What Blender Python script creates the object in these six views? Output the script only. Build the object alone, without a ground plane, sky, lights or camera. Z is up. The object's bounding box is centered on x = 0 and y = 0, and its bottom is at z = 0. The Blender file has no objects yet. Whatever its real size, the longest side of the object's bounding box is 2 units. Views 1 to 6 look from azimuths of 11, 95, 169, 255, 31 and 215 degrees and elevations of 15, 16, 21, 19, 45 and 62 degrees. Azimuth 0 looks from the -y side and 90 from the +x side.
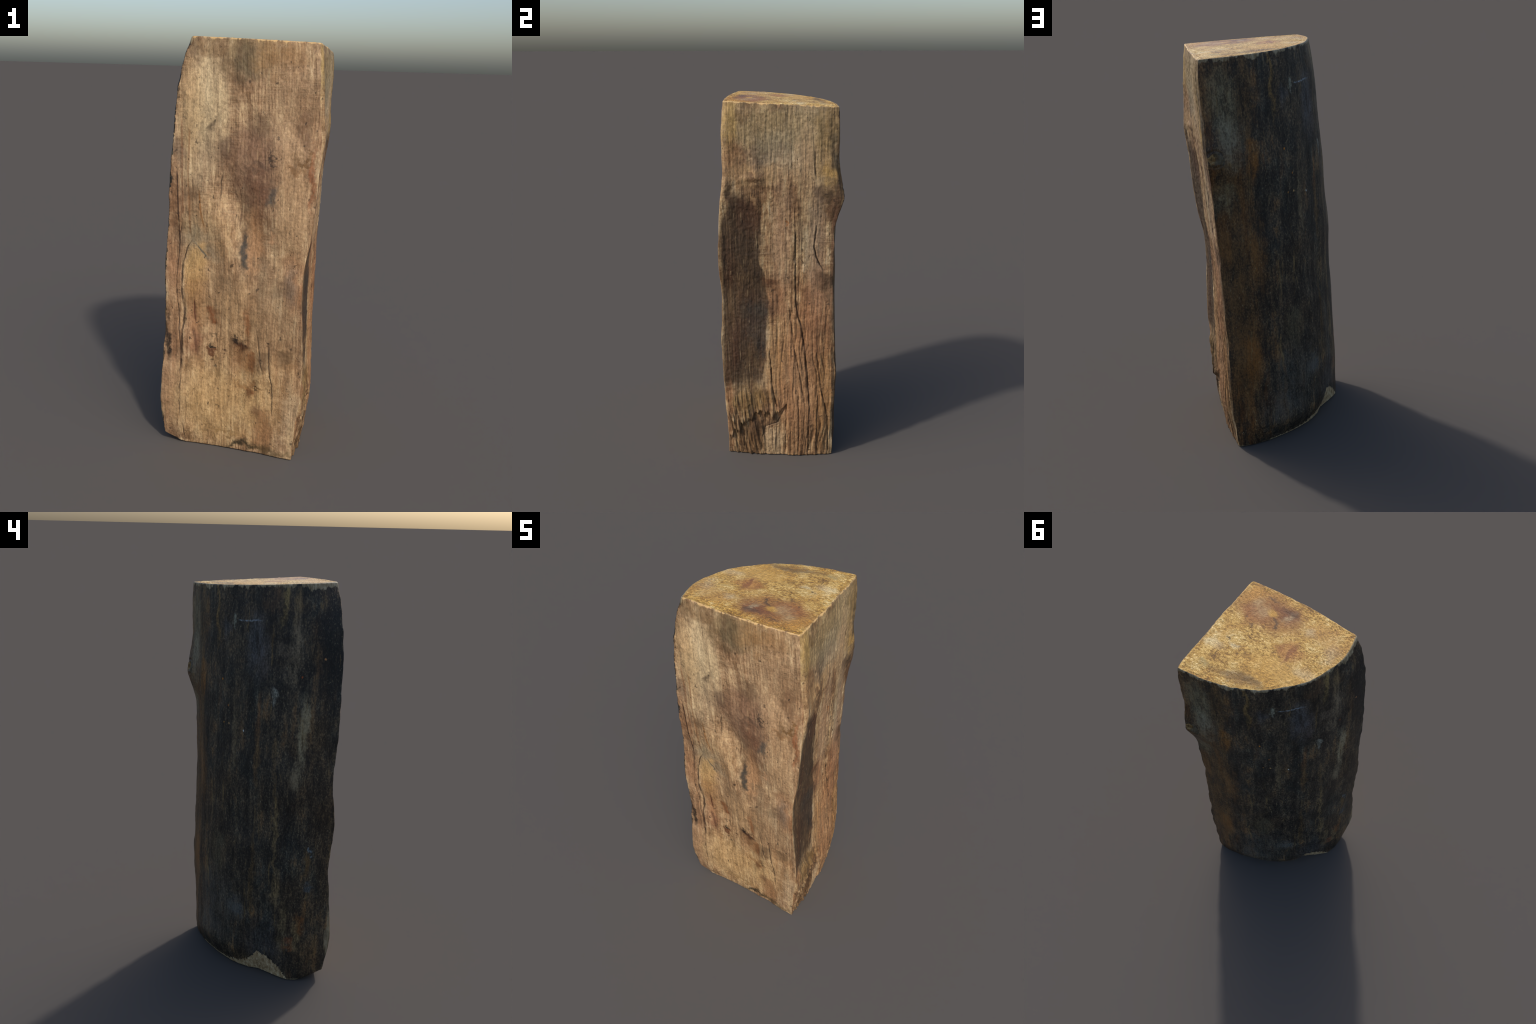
# A split quarter of a log standing on end: two split faces of bare wood, a
# curved dark bark side, sawn end grain above and below, a knot on one bark edge.
import bpy, math
import numpy as np

rng = np.random.default_rng(7)

# ------------------------------------------------------------------ helpers
def hermite(xs, ys):
    """smooth curve through control points (finite-difference Hermite)"""
    xs = np.asarray(xs, float); ys = np.asarray(ys, float)
    m = np.gradient(ys, xs)

    def f(x):
        x = np.clip(x, xs[0], xs[-1])
        i = np.clip(np.searchsorted(xs, x, side="right") - 1, 0, len(xs) - 2)
        h = xs[i + 1] - xs[i]; t = (x - xs[i]) / h
        return ((2*t**3 - 3*t**2 + 1)*ys[i] + (t**3 - 2*t**2 + t)*h*m[i]
                + (-2*t**3 + 3*t**2)*ys[i+1] + (t**3 - t**2)*h*m[i+1])
    return f


PERM = rng.permutation(256)
PERM = np.concatenate([PERM, PERM, PERM])
GRAD = rng.normal(size=(256, 3)); GRAD /= np.linalg.norm(GRAD, axis=1)[:, None]


def noise(x, y, z):
    """3-D gradient noise, about -1..1"""
    xi = np.floor(x).astype(int); yi = np.floor(y).astype(int); zi = np.floor(z).astype(int)
    fx, fy, fz = x - xi, y - yi, z - zi
    xi &= 255; yi &= 255; zi &= 255
    u, v, w = (t*t*t*(t*(t*6 - 15) + 10) for t in (fx, fy, fz))
    out = 0
    for dx in (0, 1):
        for dy in (0, 1):
            for dz in (0, 1):
                g = GRAD[PERM[PERM[PERM[xi + dx] + yi + dy] + zi + dz]]
                d = g[..., 0]*(fx - dx) + g[..., 1]*(fy - dy) + g[..., 2]*(fz - dz)
                out = out + d*(u if dx else 1 - u)*(v if dy else 1 - v)*(w if dz else 1 - w)
    return out*1.7


def fbm(x, y, z, octaves=3, gain=0.5):
    a, s, o = 1.0, 1.0, 0
    for k in range(octaves):
        o = o + a*noise(x*s + 17.3*k, y*s + 5.1*k, z*s + 9.7*k); a *= gain; s *= 2.03
    return o


def sstep(a, b, x):
    t = np.clip((x - a)/(b - a), 0, 1)
    return t*t*(3 - 2*t)


def gauss(x, c, w):
    return np.exp(-((x - c)/w)**2)


# ------------------------------------------------------------------ the three long edges
Z = np.linspace(0, 2, 21)
heart_x = hermite(Z, [.300, .304, .311, .325, .337, .340, .337, .331, .324, .323, .328,
                      .347, .360, .366, .370, .375, .368, .357, .355, .350, .345])
heart_y = hermite(Z, [-.290, -.288, -.292, -.299, -.304, -.308, -.313, -.318, -.314, -.311, -.312,
                      -.319, -.323, -.316, -.310, -.301, -.290, -.291, -.293, -.287, -.278])
left_x = hermite(Z, [-.357, -.371, -.380, -.378, -.373, -.366, -.361, -.356, -.351, -.351, -.350,
                     -.343, -.333, -.328, -.322, -.310, -.299, -.290, -.278, -.255, -.222])
left_y = hermite(Z, [-.240, -.257, -.273, -.274, -.267, -.261, -.257, -.260, -.273, -.272, -.261,
                     -.258, -.271, -.277, -.283, -.286, -.291, -.292, -.288, -.280, -.270])
right_x = hermite(Z, [.277, .286, .295, .297, .298, .299, .300, .301, .302, .306, .307,
                      .311, .316, .322, .324, .327, .333, .339, .346, .347, .339])
right_y = hermite(Z, [.299, .298, .296, .299, .303, .308, .303, .297, .293, .289, .284,
                      .284, .283, .284, .287, .291, .293, .295, .297, .295, .290])

# bulge of the bark side beyond its chord, from the right edge (0) to the left edge (1)
BT = [0, .03, .077, .146, .21, .30, .375, .424, .509, .60, .684, .746, .81, .868, .904, .947, .972, 1]
bulge_top = hermite(BT, [0, .021, .051, .092, .125, .159, .181, .192, .199, .197, .188, .170, .145,
                         .119, .096, .058, .031, 0])
BB = [0, .05, .124, .231, .381, .48, .58, .68, .78, .85, .90, .95, 1]
bulge_foot = hermite(BB, [0, .035, .073, .109, .147, .166, .172, .168, .152, .130, .103, .060, 0])

# how the bark side swells and flattens between its two ends: height, then offsets across it
SWELL_T = [0, .08, .2, .31, .45, .6, .7, .8, .88, .95, 1]
SWELL = [(0.00, hermite(SWELL_T, [0, 0, .004, .006, .004, .002, 0, 0, 0, 0, 0])),
         (0.12, hermite(SWELL_T, [0, .020, .042, .052, .036, .018, .003, -.010, -.016, -.006, 0])),
         (0.25, hermite(SWELL_T, [0, .018, .042, .053, .036, .018, .003, -.012, -.020, -.008, 0])),
         (0.55, hermite(SWELL_T, [0, .010, .028, .033, .026, .016, .000, -.013, -.020, -.008, 0])),
         (1.00, hermite(SWELL_T, [0, .011, .021, .020, .012, .001, .000, -.013, -.020, -.008, 0])),
         (1.50, hermite(SWELL_T, [0, .013, .016, .013, .008, .003, .000, -.012, -.018, -.008, 0])),
         (1.80, hermite(SWELL_T, [0, .002, .004, .004, .003, .001, .000, -.008, -.014, -.006, 0])),
         (2.00, hermite(SWELL_T, [0]*11))]


def swell(t, z):
    hs = [h for h, _ in SWELL]
    i = np.clip(np.searchsorted(hs, z, side="right") - 1, 0, len(hs) - 2)
    out = np.zeros(np.broadcast(t, z).shape)
    for k in range(len(hs) - 1):
        m = i == k
        u = np.clip((z[m] - hs[k])/(hs[k + 1] - hs[k]), 0, 1); u = u*u*(3 - 2*u)*.6 + u*.4
        out[m] = (1 - u)*SWELL[k][1](t[m]) + u*SWELL[k + 1][1](t[m])
    return out


# bow of the two split faces along the length
front_bow = hermite([0, .12, .3, .6, 1.0, 1.5, 1.85, 2.0], [-.016, -.010, 0, 0, 0, .004, .010, .018])
right_bow = hermite([0, .1, .2, .4, .6, .9, 1.1, 1.3, 1.5, 1.6, 1.75, 2.0],
                    [.024, .018, .011, .005, .003, .002, .006, .003, .006, .006, .003, .006])


def top_z(x, y):
    return 1.9795 - .0325*(x - .347) - .0455*(y + .281)


# ------------------------------------------------------------------ cracks (position across the face, height)
RIGHT_CRACKS = [  # path (y, z), half width, depth
    ([(.084, 1.34), (.083, 1.2), (.084, 1.045), (.087, .938), (.101, .835), (.112, .81), (.123, .756), (.138, .645),
      (.153, .504), (.168, .31), (.165, .18), (.163, .01)], .0050, .012),
    ([(.19, 1.36), (.179, 1.24), (.193, 1.18), (.206, 1.15), (.231, 1.11)], .004, .012),
    ([(.179, 1.76), (.176, 1.67), (.185, 1.60)], .004, .009),
    ([(.200, .66), (.207, .60), (.233, .41), (.266, .265), (.272, .15), (.276, .02)], .0045, .012),
    ([(-.055, .66), (-.049, .592), (-.036, .43), (-.018, .332), (.005, .30)], .005, .014),
    ([(.050, .92), (.058, .864), (.077, .68), (.104, .55), (.142, .33)], .0045, .009),
    ([(.040, .36), (.039, .2), (.037, .02)], .004, .011),
    ([(.105, .40), (.112, .2), (.108, .02)], .004, .007),
    ([(.215, .40), (.210, .2), (.214, .02)], .005, .008),
    ([(-.099, .02), (-.095, .118), (-.075, .19), (-.009, .215), (.036, .315)], .005, .007),
]
FRONT_CRACKS = [  # path (x, z)
    ([(-.262, 1.16), (-.280, 1.10), (-.282, 1.033), (-.295, .874), (-.283, .673), (-.275, .44), (-.280, .25), (-.284, .15)], .0035, .006),
    ([(-.263, .99), (-.267, .84), (-.255, .71), (-.269, .59), (-.271, .42)], .0055, .006),
    ([(-.216, 1.085), (-.239, 1.044), (-.263, .964)], .0035, .005),
    ([(-.266, .12), (-.257, .02)], .003, .005),
    ([(.110, .66), (.114, .632), (.129, .511), (.142, .454)], .003, .005),
    ([(.166, .62), (.169, .589), (.178, .433), (.191, .393), (.192, .22)], .0035, .006),
    ([(-.064, 1.43), (-.077, 1.372), (-.080, 1.27)], .003, .004),
]


def groove(a, z, cracks):
    """depth of the cracks at face position a, height z"""
    d = np.zeros_like(a)
    for path, w, dep in cracks:
        p = np.array(sorted(path, key=lambda q: q[1]))
        c = np.interp(z, p[:, 1], p[:, 0]) + .0032*noise(z*27, z*0 + p[0, 0]*50, z*0) + .0016*noise(z*95, z*0 + p[0, 0]*70, z*0)
        ends = sstep(p[0, 1] - .02, p[0, 1] + .03, z)*(1 - sstep(p[-1, 1] - .05, p[-1, 1] + .01, z))
        ww = .75*w*(1 + .6*noise(z*18, z*0 + 3 + p[0, 0]*90, z*0))
        rough = np.clip(.75 + .7*noise(z*22, z*0 + p[0, 0]*33, z*0 + 6), .1, 1.3)
        d = np.maximum(d, dep*rough*ends*np.exp(-np.abs((a - c)/ww)**1.6))
    return d


# ------------------------------------------------------------------ the whole body as one grid
NR, NB, NF = 210, 300, 220
NU = NR + NB + NF
NV = 620
side = np.concatenate([np.zeros(NR), np.ones(NB), np.full(NF, 2)]).astype(int)
param = np.concatenate([np.arange(NR)/NR, np.arange(NB)/NB, np.arange(NF)/NF])
tb = param[side == 1]; param[side == 1] = .55*(.5 - .5*np.cos(np.pi*tb)) + .45*tb
S = np.broadcast_to(param, (NV + 1, NU)); K = np.broadcast_to(side, (NV + 1, NU))
W = np.broadcast_to(np.linspace(0, 1, NV + 1)[:, None], (NV + 1, NU))


def outline(z):
    """base outline at heights z (array over the loop)"""
    ax, ay, bx, by, cx, cy = (f(z) for f in (heart_x, heart_y, left_x, left_y, right_x, right_y))
    t = S
    x = np.where(K == 0, ax + (cx - ax)*t, np.where(K == 1, cx + (bx - cx)*t, bx + (ax - bx)*t))
    y = np.where(K == 0, ay + (cy - ay)*t, np.where(K == 1, cy + (by - cy)*t, by + (ay - by)*t))
    ex = np.where(K == 0, cx - ax, np.where(K == 1, bx - cx, ax - bx))
    ey = np.where(K == 0, cy - ay, np.where(K == 1, by - cy, ay - by))
    L = np.hypot(ex, ey)
    nx, ny = ey/L, -ex/L
    k = sstep(0, 1, z/1.95)
    hb = (1 - k)*bulge_foot(t) + k*bulge_top(t) + swell(t, np.clip(z, 0, 2))
    bow = np.where(K == 0, right_bow(z)*(1 - (2*t - 1)**2), np.where(K == 1, hb, front_bow(z)*(1 - (2*t - 1)**2)))
    return x + nx*bow, y + ny*bow, nx, ny


zt = np.full((NV + 1, NU), 1.97)
for _ in range(2):
    x, y, nx, ny = outline(zt); zt = top_z(x, y)
# the left foot corner is broken away and lifts off the ground a little
dist_left = np.where(K == 1, (1 - S)*.9, np.where(K == 2, S*.66, 9))
zb = .045*np.clip(1 - dist_left/.10, 0, 1)**1.3
Zg = zb + (zt - zb)*W
X, Y, NX, NY = outline(Zg)

# --- relief, in metres along the outward normal
corner = np.minimum(S, 1 - S)*np.where(K == 1, .95, .62)
away = sstep(0, .02, corner)
D = .0035*fbm(X*5, Y*5, Zg*3, 3)
# front split face
fs = np.s_[:, NR + NB:]
fx, fz = X[fs], Zg[fs]
rel = (.0017*fbm(fx*24, fz*0 + 2, fz*2.2, 4, .6) + .0005*noise(fx*120, fz*0 + 7, fz*7)
       + .0011*fbm(fx*60, fz*0, fz*50, 3, .6))
valley = noise(fx*30 + .6*noise(fx*5, fz*3, fz*0), fz*1.1, fz*0 + 21)
rel = rel - .0022*np.exp(-(valley/.07)**2)*sstep(.0, .5, noise(fx*6, fz*2.2, fz*0 + 3))
rel = rel + .004*gauss(fx, -.20, .05)*sstep(1.1, 1.02, fz)*sstep(.55, .8, fz)
rel = rel - .024*np.exp(-(fx/.15)**2 - ((fz - 1.26 + .9*fx)/.14)**2)*(1 + .3*noise(fx*9, fz*6, fz*0))     # shallow hollows
rel = rel - .025*np.exp(-(fx/.16)**2 - ((fz - .34)/.19)**2)*(1 + .3*noise(fx*9, fz*6, fz*0 + 4))
rel = rel - .007*np.exp(-((fz - 1.2 + 1.6*(fx - .02))/.14)**2 - ((fx - .02)/.11)**2) + .010*np.exp(-((fx - .0)/.07)**2 - ((fz - .97)/.10)**2)
rel = rel + .007*np.exp(-((fz - .97 + 1.8*fx)/.16)**2 - (fx/.10)**2) - .012*np.exp(-((fx + .10)/.075)**2 - ((fz - .80)/.18)**2)
rel = rel - .004*np.exp(-((fz - 1.24 + 1.6*fx)/.08)**2 - ((fx + .02)/.09)**2) + .012*np.exp(-((fx - .13)/.04)**2 - ((fz - .47)/.10)**2)
rel = rel + .014*np.exp(-((fx + .26)/.05)**2 - ((fz - .62)/.09)**2) - .010*np.exp(-((fx + .1)/.05)**2 - ((fz - .66)/.10)**2)
rel = rel + .0042*fbm(fx*6, fz*0 + 13, fz*4, 3, .55)
rel = rel - .017*np.exp(-((fx + .20)/.09)**2 - ((fz - .78)/.25)**2)
rel = rel + .014*np.exp(-((fx + .27)/.06)**2 - ((fz - .09)/.07)**2) + .012*np.exp(-((fx - .19)/.05)**2 - ((fz - 1.5)/.12)**2)
rel = rel - groove(fx, fz, FRONT_CRACKS)
rel = rel*(1 - .6*sstep(1.90, 1.97, fz))
D[fs] = D[fs]*.8 + rel*(.25 + .75*away[fs])
# right split face
rs = np.s_[:, :NR]
ry, rz = Y[rs], Zg[rs]
edge_stain = np.interp(rz, [.3, .45, .59, .73, .82, .91, 1.04, 1.17, 1.39, 1.5, 1.6],
                       [-.06, -.10, -.071, -.075, -.061, -.061, -.078, -.103, -.102, -.117, -.2])
hollow = sstep(.0, -.035, ry - edge_stain)*sstep(.33, .46, rz)*sstep(1.62, 1.42, rz)*sstep(-.33, -.25, ry)
step_z = np.interp(ry, [-.31, -.253, -.188, -.098, -.044, .009, .036, .07], [.08, .135, .215, .285, .262, .285, .325, .33])
step_z = step_z + .040*noise(ry*42, ry*0, ry*0) + .018*noise(ry*115, ry*0 + 4, ry*0)
below = sstep(.007, -.007, rz - step_z)*sstep(.06, .03, ry)
warp = .02*noise(ry*4, rz*1.3, ry*0) + .05*sstep(.7, .2, rz)*ry*0
lower = sstep(1.25, .55, rz)*sstep(-.1, .02, ry)
slant = ry + .10*sstep(.9, .15, rz)*(-.6)*(ry - .2)
ridge = 1 - np.abs(noise((slant + warp)*34, rz*.9, rz*0 + 11))*2
rel = (.0022*fbm(ry*30 + warp*30, rz*0 + 3, rz*2.4, 3) + .0014*noise(ry*130, rz*0 + 9, rz*8)
       + .0016*fbm(ry*45, rz*0, rz*45, 2)
       + lower*.0030*(ridge - .4))
v1 = noise((slant + warp)*27 + .5*noise(ry*9, rz*7, rz*0), rz*1.0, rz*0 + 31)
v2 = noise((slant + warp)*52 + .4*noise(ry*12, rz*11, rz*0), rz*1.7, rz*0 + 41)
breakup = sstep(-.25, .45, noise(ry*11, rz*3.2, rz*0 + 17))
rel = rel - (.25 + .75*lower)*(.0055*np.exp(-(v1/.12)**2)*breakup + .0026*np.exp(-(v2/.14)**2)*(1 - .6*breakup))*sstep(-.12, -.04, ry - .04*noise(rz*6, rz*0, rz*0))
rel = rel + .015*np.exp(-((ry + .28)/.055)**2 - ((rz - 1.70)/.20)**2) - .012*np.exp(-((ry + .15)/.08)**2 - ((rz - .52)/.11)**2)
rel = rel + .010*np.exp(-((ry + .12)/.14)**4 - ((rz - .10)/.09)**2) - .020*np.exp(-((ry + .06)/.10)**2 - ((rz - 1.28)/.28)**2)
rel = rel + .021*np.exp(-((ry - .06)/.24)**4 - ((rz - .24)/.17)**2) + .007*np.exp(-((ry - .2)/.12)**2 - ((rz - .8)/.4)**2)
rel = rel - .019*np.exp(-((ry + .09)/.13)**2 - ((rz - .35)/.09)**2) + .012*np.exp(-((ry - .25)/.06)**2 - ((rz - 1.58)/.10)**2) + .005*sstep(1.5, 1.7, rz)
rel = rel - .006*hollow*(1 + .3*fbm(ry*9, rz*2.5, rz*0, 2))
lump = sstep(.48, .36, rz)*sstep(.06, -.03, ry)*sstep(-.03, .02, rz - step_z)
rel = rel + lump*sstep(.46, .30, rz - step_z + .15)*(.012 + .011*noise(ry*48 + rz*9, rz*5, rz*0) + .005*noise(ry*110 + rz*14, rz*12, rz*0 + 2))
torn = sstep(-.07, -.10, ry)*sstep(.36, .22, rz)
rel = rel - below*(.009*(1 - .25*torn) + .003*noise(ry*60, rz*9, rz*0 + 5)) + torn*.0075*fbm(ry*52 + rz*9, rz*4, rz*0 + 8, 3, .55)
knuckle = np.exp(-((ry + .15)/.07)**2 - ((rz - 1.60 - .12*(ry + .15))/.018)**2)
rel = rel + .006*knuckle + .007*np.exp(-((ry + .285)/.025)**2 - ((rz - 1.555)/.035)**2) \
    - .007*np.exp(-((ry + .255)/.018)**2 - ((rz - 1.53)/.04)**2)
rel = rel - groove(ry, rz, RIGHT_CRACKS)
rel = rel*(1 - .5*sstep(1.92, 1.97, rz))
D[rs] = D[rs]*.8 + rel*(.25 + .75*away[rs])
# bark side
b = K == 1
bs = np.s_[:, NR:NR + NB]
ang = S[bs]*9; bx, by_, bz, bS = X[bs], Y[bs], Zg[bs], S[bs]
rel = .0014*fbm(ang*2.5, bz*1.5, bz*0 + 8, 3) + .0004*noise(ang*24, bz*6, bz*0) + .0006*fbm(bx*90, by_*90, bz*60, 2)
D[bs] += rel*(.3 + .7*away[bs])
# bare patch at the foot where the bark side is knocked off
chip_top = np.full(S.shape, -1.0); chip_top[bs] = np.interp(bS, [.12, .22, .40, .50, .58, .64, .70, .78, .86], [-.006, .005, .010, .035, .065, .135, .115, .065, -.004]) + .012*noise(ang*12, ang*0, ang*0) + .010*noise(ang*30, bz*0, bz*0 + 2)*sstep(.0, .05, np.interp(bS, [.12, .22, .40, .50, .58, .64, .70, .78, .86], [-.006, .005, .010, .035, .065, .135, .115, .065, -.004]))
D = np.where(b, D - np.clip(chip_top - Zg, 0, 1)*.26, D)

PX, PY, PZ = X + NX*D, Y + NY*D, Zg.copy()
# knot: a swelling on the edge between bark and right face
kd = np.where(Zg > 1.505, np.clip(1 - (Zg - 1.505)/.24, 0, 1)**1.5, np.clip(1 - (1.505 - Zg)/.145, 0, 1)**1.1)*(1 + .12*noise(X*30, Y*30, Zg*18))
near = np.exp(-np.where(K == 0, ((1 - S)*.6/.05)**2, np.where(K == 1, (S*.85/.075)**2, 99)))
bump = .041*kd*near
PX += .25*bump; PY += bump
kr = np.sqrt((np.where(b, S*.95, 9) - .026)**2 + ((Zg - 1.53)/1.25)**2)
dent = -.009*np.exp(-(kr/.013)**2) - .004*np.exp(-((kr - .029)/.005)**2) + .003*noise(X*60, Y*60, Zg*60)*np.exp(-(kr/.05)**2)
PX += .4*dent; PY += dent
# ragged corners: small bites along the long edges
for c0, amp in ((0, .004), (NR, .006), (NR + NB, .006)):
    du = np.abs((np.arange(NU) - c0 + NU//2) % NU - NU//2)*.003
    bite = amp*np.clip(fbm(Zg*9 + c0, Zg*0, Zg*0, 3) + .1, -.4, 1.2)*np.exp(-(du/.014)**2)
    cxm, cym = -.02 + .06*(c0 < NR), -.05
    dx, dy = PX - cxm, PY - cym; l = np.hypot(dx, dy)
    PX -= dx/l*bite; PY -= dy/l*bite
# soften the corners a little
wcorn = np.zeros(NU)
for c0 in (0, NR, NR + NB):
    du = np.abs((np.arange(NU) - c0 + NU//2) % NU - NU//2); wcorn = np.maximum(wcorn, np.clip(1 - du/5, 0, 1))
for _ in range(4):
    for P in (PX, PY):
        P += wcorn*.5*((np.roll(P, 1, 1) + np.roll(P, -1, 1))*.5 - P)
# rounded rims at both ends
rim = .0040 + .0022*np.clip(fbm(PX*30, PY*30, PZ*0 + 3, 3), -1, 1)
rim_f = .006
ct, cf = (.12, -.06), (.07, -.05)
for e, rr, (cx, cy) in ((zt - PZ, rim, ct), (PZ - zb, rim_f, cf)):
    q = np.clip(1 - e/rr, 0, 1); ins = rr*(1 - np.sqrt(np.clip(1 - q*q, 0, 1)))
    dx, dy = PX - cx, PY - cy; l = np.hypot(dx, dy)
    PX -= dx/l*ins; PY -= dy/l*ins

verts = [np.stack([PX, PY, PZ], -1).reshape(-1, 3)]
faces = []; kind = []
BARK, FRONT, RIGHT, TOP, FOOT, KNOT, CHIP = range(7)
ii, jj = np.meshgrid(np.arange(NV), np.arange(NU), indexing="ij")
j2 = (jj + 1) % NU
faces.append(np.stack([ii*NU + jj, ii*NU + j2, (ii + 1)*NU + j2, (ii + 1)*NU + jj], -1).reshape(-1, 4))
kk = np.array([RIGHT, BARK, FRONT])[side[jj]]
zc = PZ[:-1]; sc = S[:-1]
# the bark laps raggedly over its two long edges
lap = .000 + .011*np.clip(fbm(X*0 + 3, W*20, W*0, 3, .6) + .1, 0, 1)[:-1] + .004*noise(S*150, W*150, W*0)[:-1]
kk = np.where((side[jj] == 2) & (sc*.62 < lap), BARK, kk)
lap = -.004 + .012*np.clip(fbm(X*0 + 9, W*17, W*0, 3, .6), 0, 1)[:-1] + .004*noise(S*150, W*150, W*0 + 5)[:-1]
kk = np.where((side[jj] == 0) & ((1 - sc)*.6 < lap), BARK, kk)
kk = np.where((side[jj] == 1) & (zc < chip_top[:-1]), CHIP, kk)
kk = np.where((side[jj] == 1) & (kr[:-1] < .025 + .016*noise(S*45, W*38, W*0)[:-1]), KNOT, kk)
kind.append(kk.ravel())

# --- end grain caps: rings shrinking to the heart of the face
NC = 130
def cap(row, centre, zfun, base, flip, region):
    rx, ry_, rz_ = PX[row], PY[row], PZ[row]
    s = 1 - np.arange(1, NC)/NC
    cx, cy = centre
    gx = cx + (rx - cx)*s[:, None]; gy = cy + (ry_ - cy)*s[:, None]
    gz = zfun(gx, gy, s[:, None]*np.ones(NU), rz_)
    v = np.stack([gx, gy, gz], -1).reshape(-1, 3)
    cz = zfun(np.array([[cx]]), np.array([[cy]]), np.zeros((1, 1)), rz_[:1])
    n0 = sum(len(q) for q in verts)
    verts.append(v); verts.append(np.array([[cx, cy, cz[0, 0]]]))
    idx = np.vstack([row*NU + np.arange(NU), n0 + np.arange((NC - 1)*NU).reshape(NC - 1, NU)])
    a = idx[:-1]; c = idx[1:]; a2 = np.roll(a, -1, 1); c2 = np.roll(c, -1, 1)
    q = np.stack([a, a2, c2, c], -1).reshape(-1, 4)
    tip = np.stack([idx[-1], np.roll(idx[-1], -1), np.full(NU, n0 + (NC - 1)*NU)], -1)
    if flip:
        q = q[:, ::-1]; tip = tip[:, ::-1]
    faces.append(q); kind.append(np.full(len(q), region))
    return tip


def top_relief(x, y, s, rz_):
    inn = sstep(1.0, .95, s)
    rough = sstep(.72, .95, s + .15*noise(x*6, y*6, x*0))   # rougher toward the bark
    n = .0012*fbm(x*18, y*18, x*0, 3) + (.0005 + .0018*rough)*fbm(x*75 + y*20, y*60, x*0 + 4, 3)
    return np.where(s > .97, rz_*1.0 + (top_z(x, y) - top_z(x, y)), top_z(x, y) + .0045*sstep(1.0, .6, s)*(1 + .8*noise(x*5, y*5, x*0 + 2))) + inn*n + (1 - inn)*.0004*noise(x*200, y*200, x*0)


def foot_relief(x, y, s, rz_):
    return rz_*s**6 + .004*sstep(1, .9, s)*(1 - np.abs(noise(x*5, y*5, x*0))*.5)


tips = [(cap(NV, ct, top_relief, 0, False, TOP), TOP), (cap(0, cf, foot_relief, 0, True, FOOT), FOOT)]
V = np.concatenate(verts)
V[:, 2] -= V[:, 2].min()
quads = np.concatenate(faces); kq = np.concatenate(kind)


def make_mesh(name, v, q, t):
    me = bpy.data.meshes.new(name)
    me.vertices.add(len(v)); me.vertices.foreach_set("co", v.astype(np.float32).ravel())
    loops = np.concatenate([q.ravel(), t.ravel()]).astype(np.int32)
    me.loops.add(len(loops)); me.loops.foreach_set("vertex_index", loops)
    start = np.concatenate([np.arange(len(q))*4, len(q)*4 + np.arange(len(t))*3]).astype(np.int32)
    me.polygons.add(len(start)); me.polygons.foreach_set("loop_start", start)
    me.update(calc_edges=True); me.validate()
    me.polygons.foreach_set("use_smooth", np.ones(len(me.polygons), bool))
    return me


body = make_mesh("body", V, quads, np.concatenate([t for t, _ in tips]))
VN = np.empty(len(V)*3, np.float32); body.vertex_normals.foreach_get("vector", VN); VN = VN.reshape(-1, 3)
bpy.data.meshes.remove(body)

# MATERIALS
def rgb(h, k=1.0):
    c = [int(h[i:i + 2], 16)/255 for i in (0, 2, 4)]
    return tuple(k*(v/12.92 if v < .04045 else ((v + .055)/1.055)**2.4) for v in c) + (1,)


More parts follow.
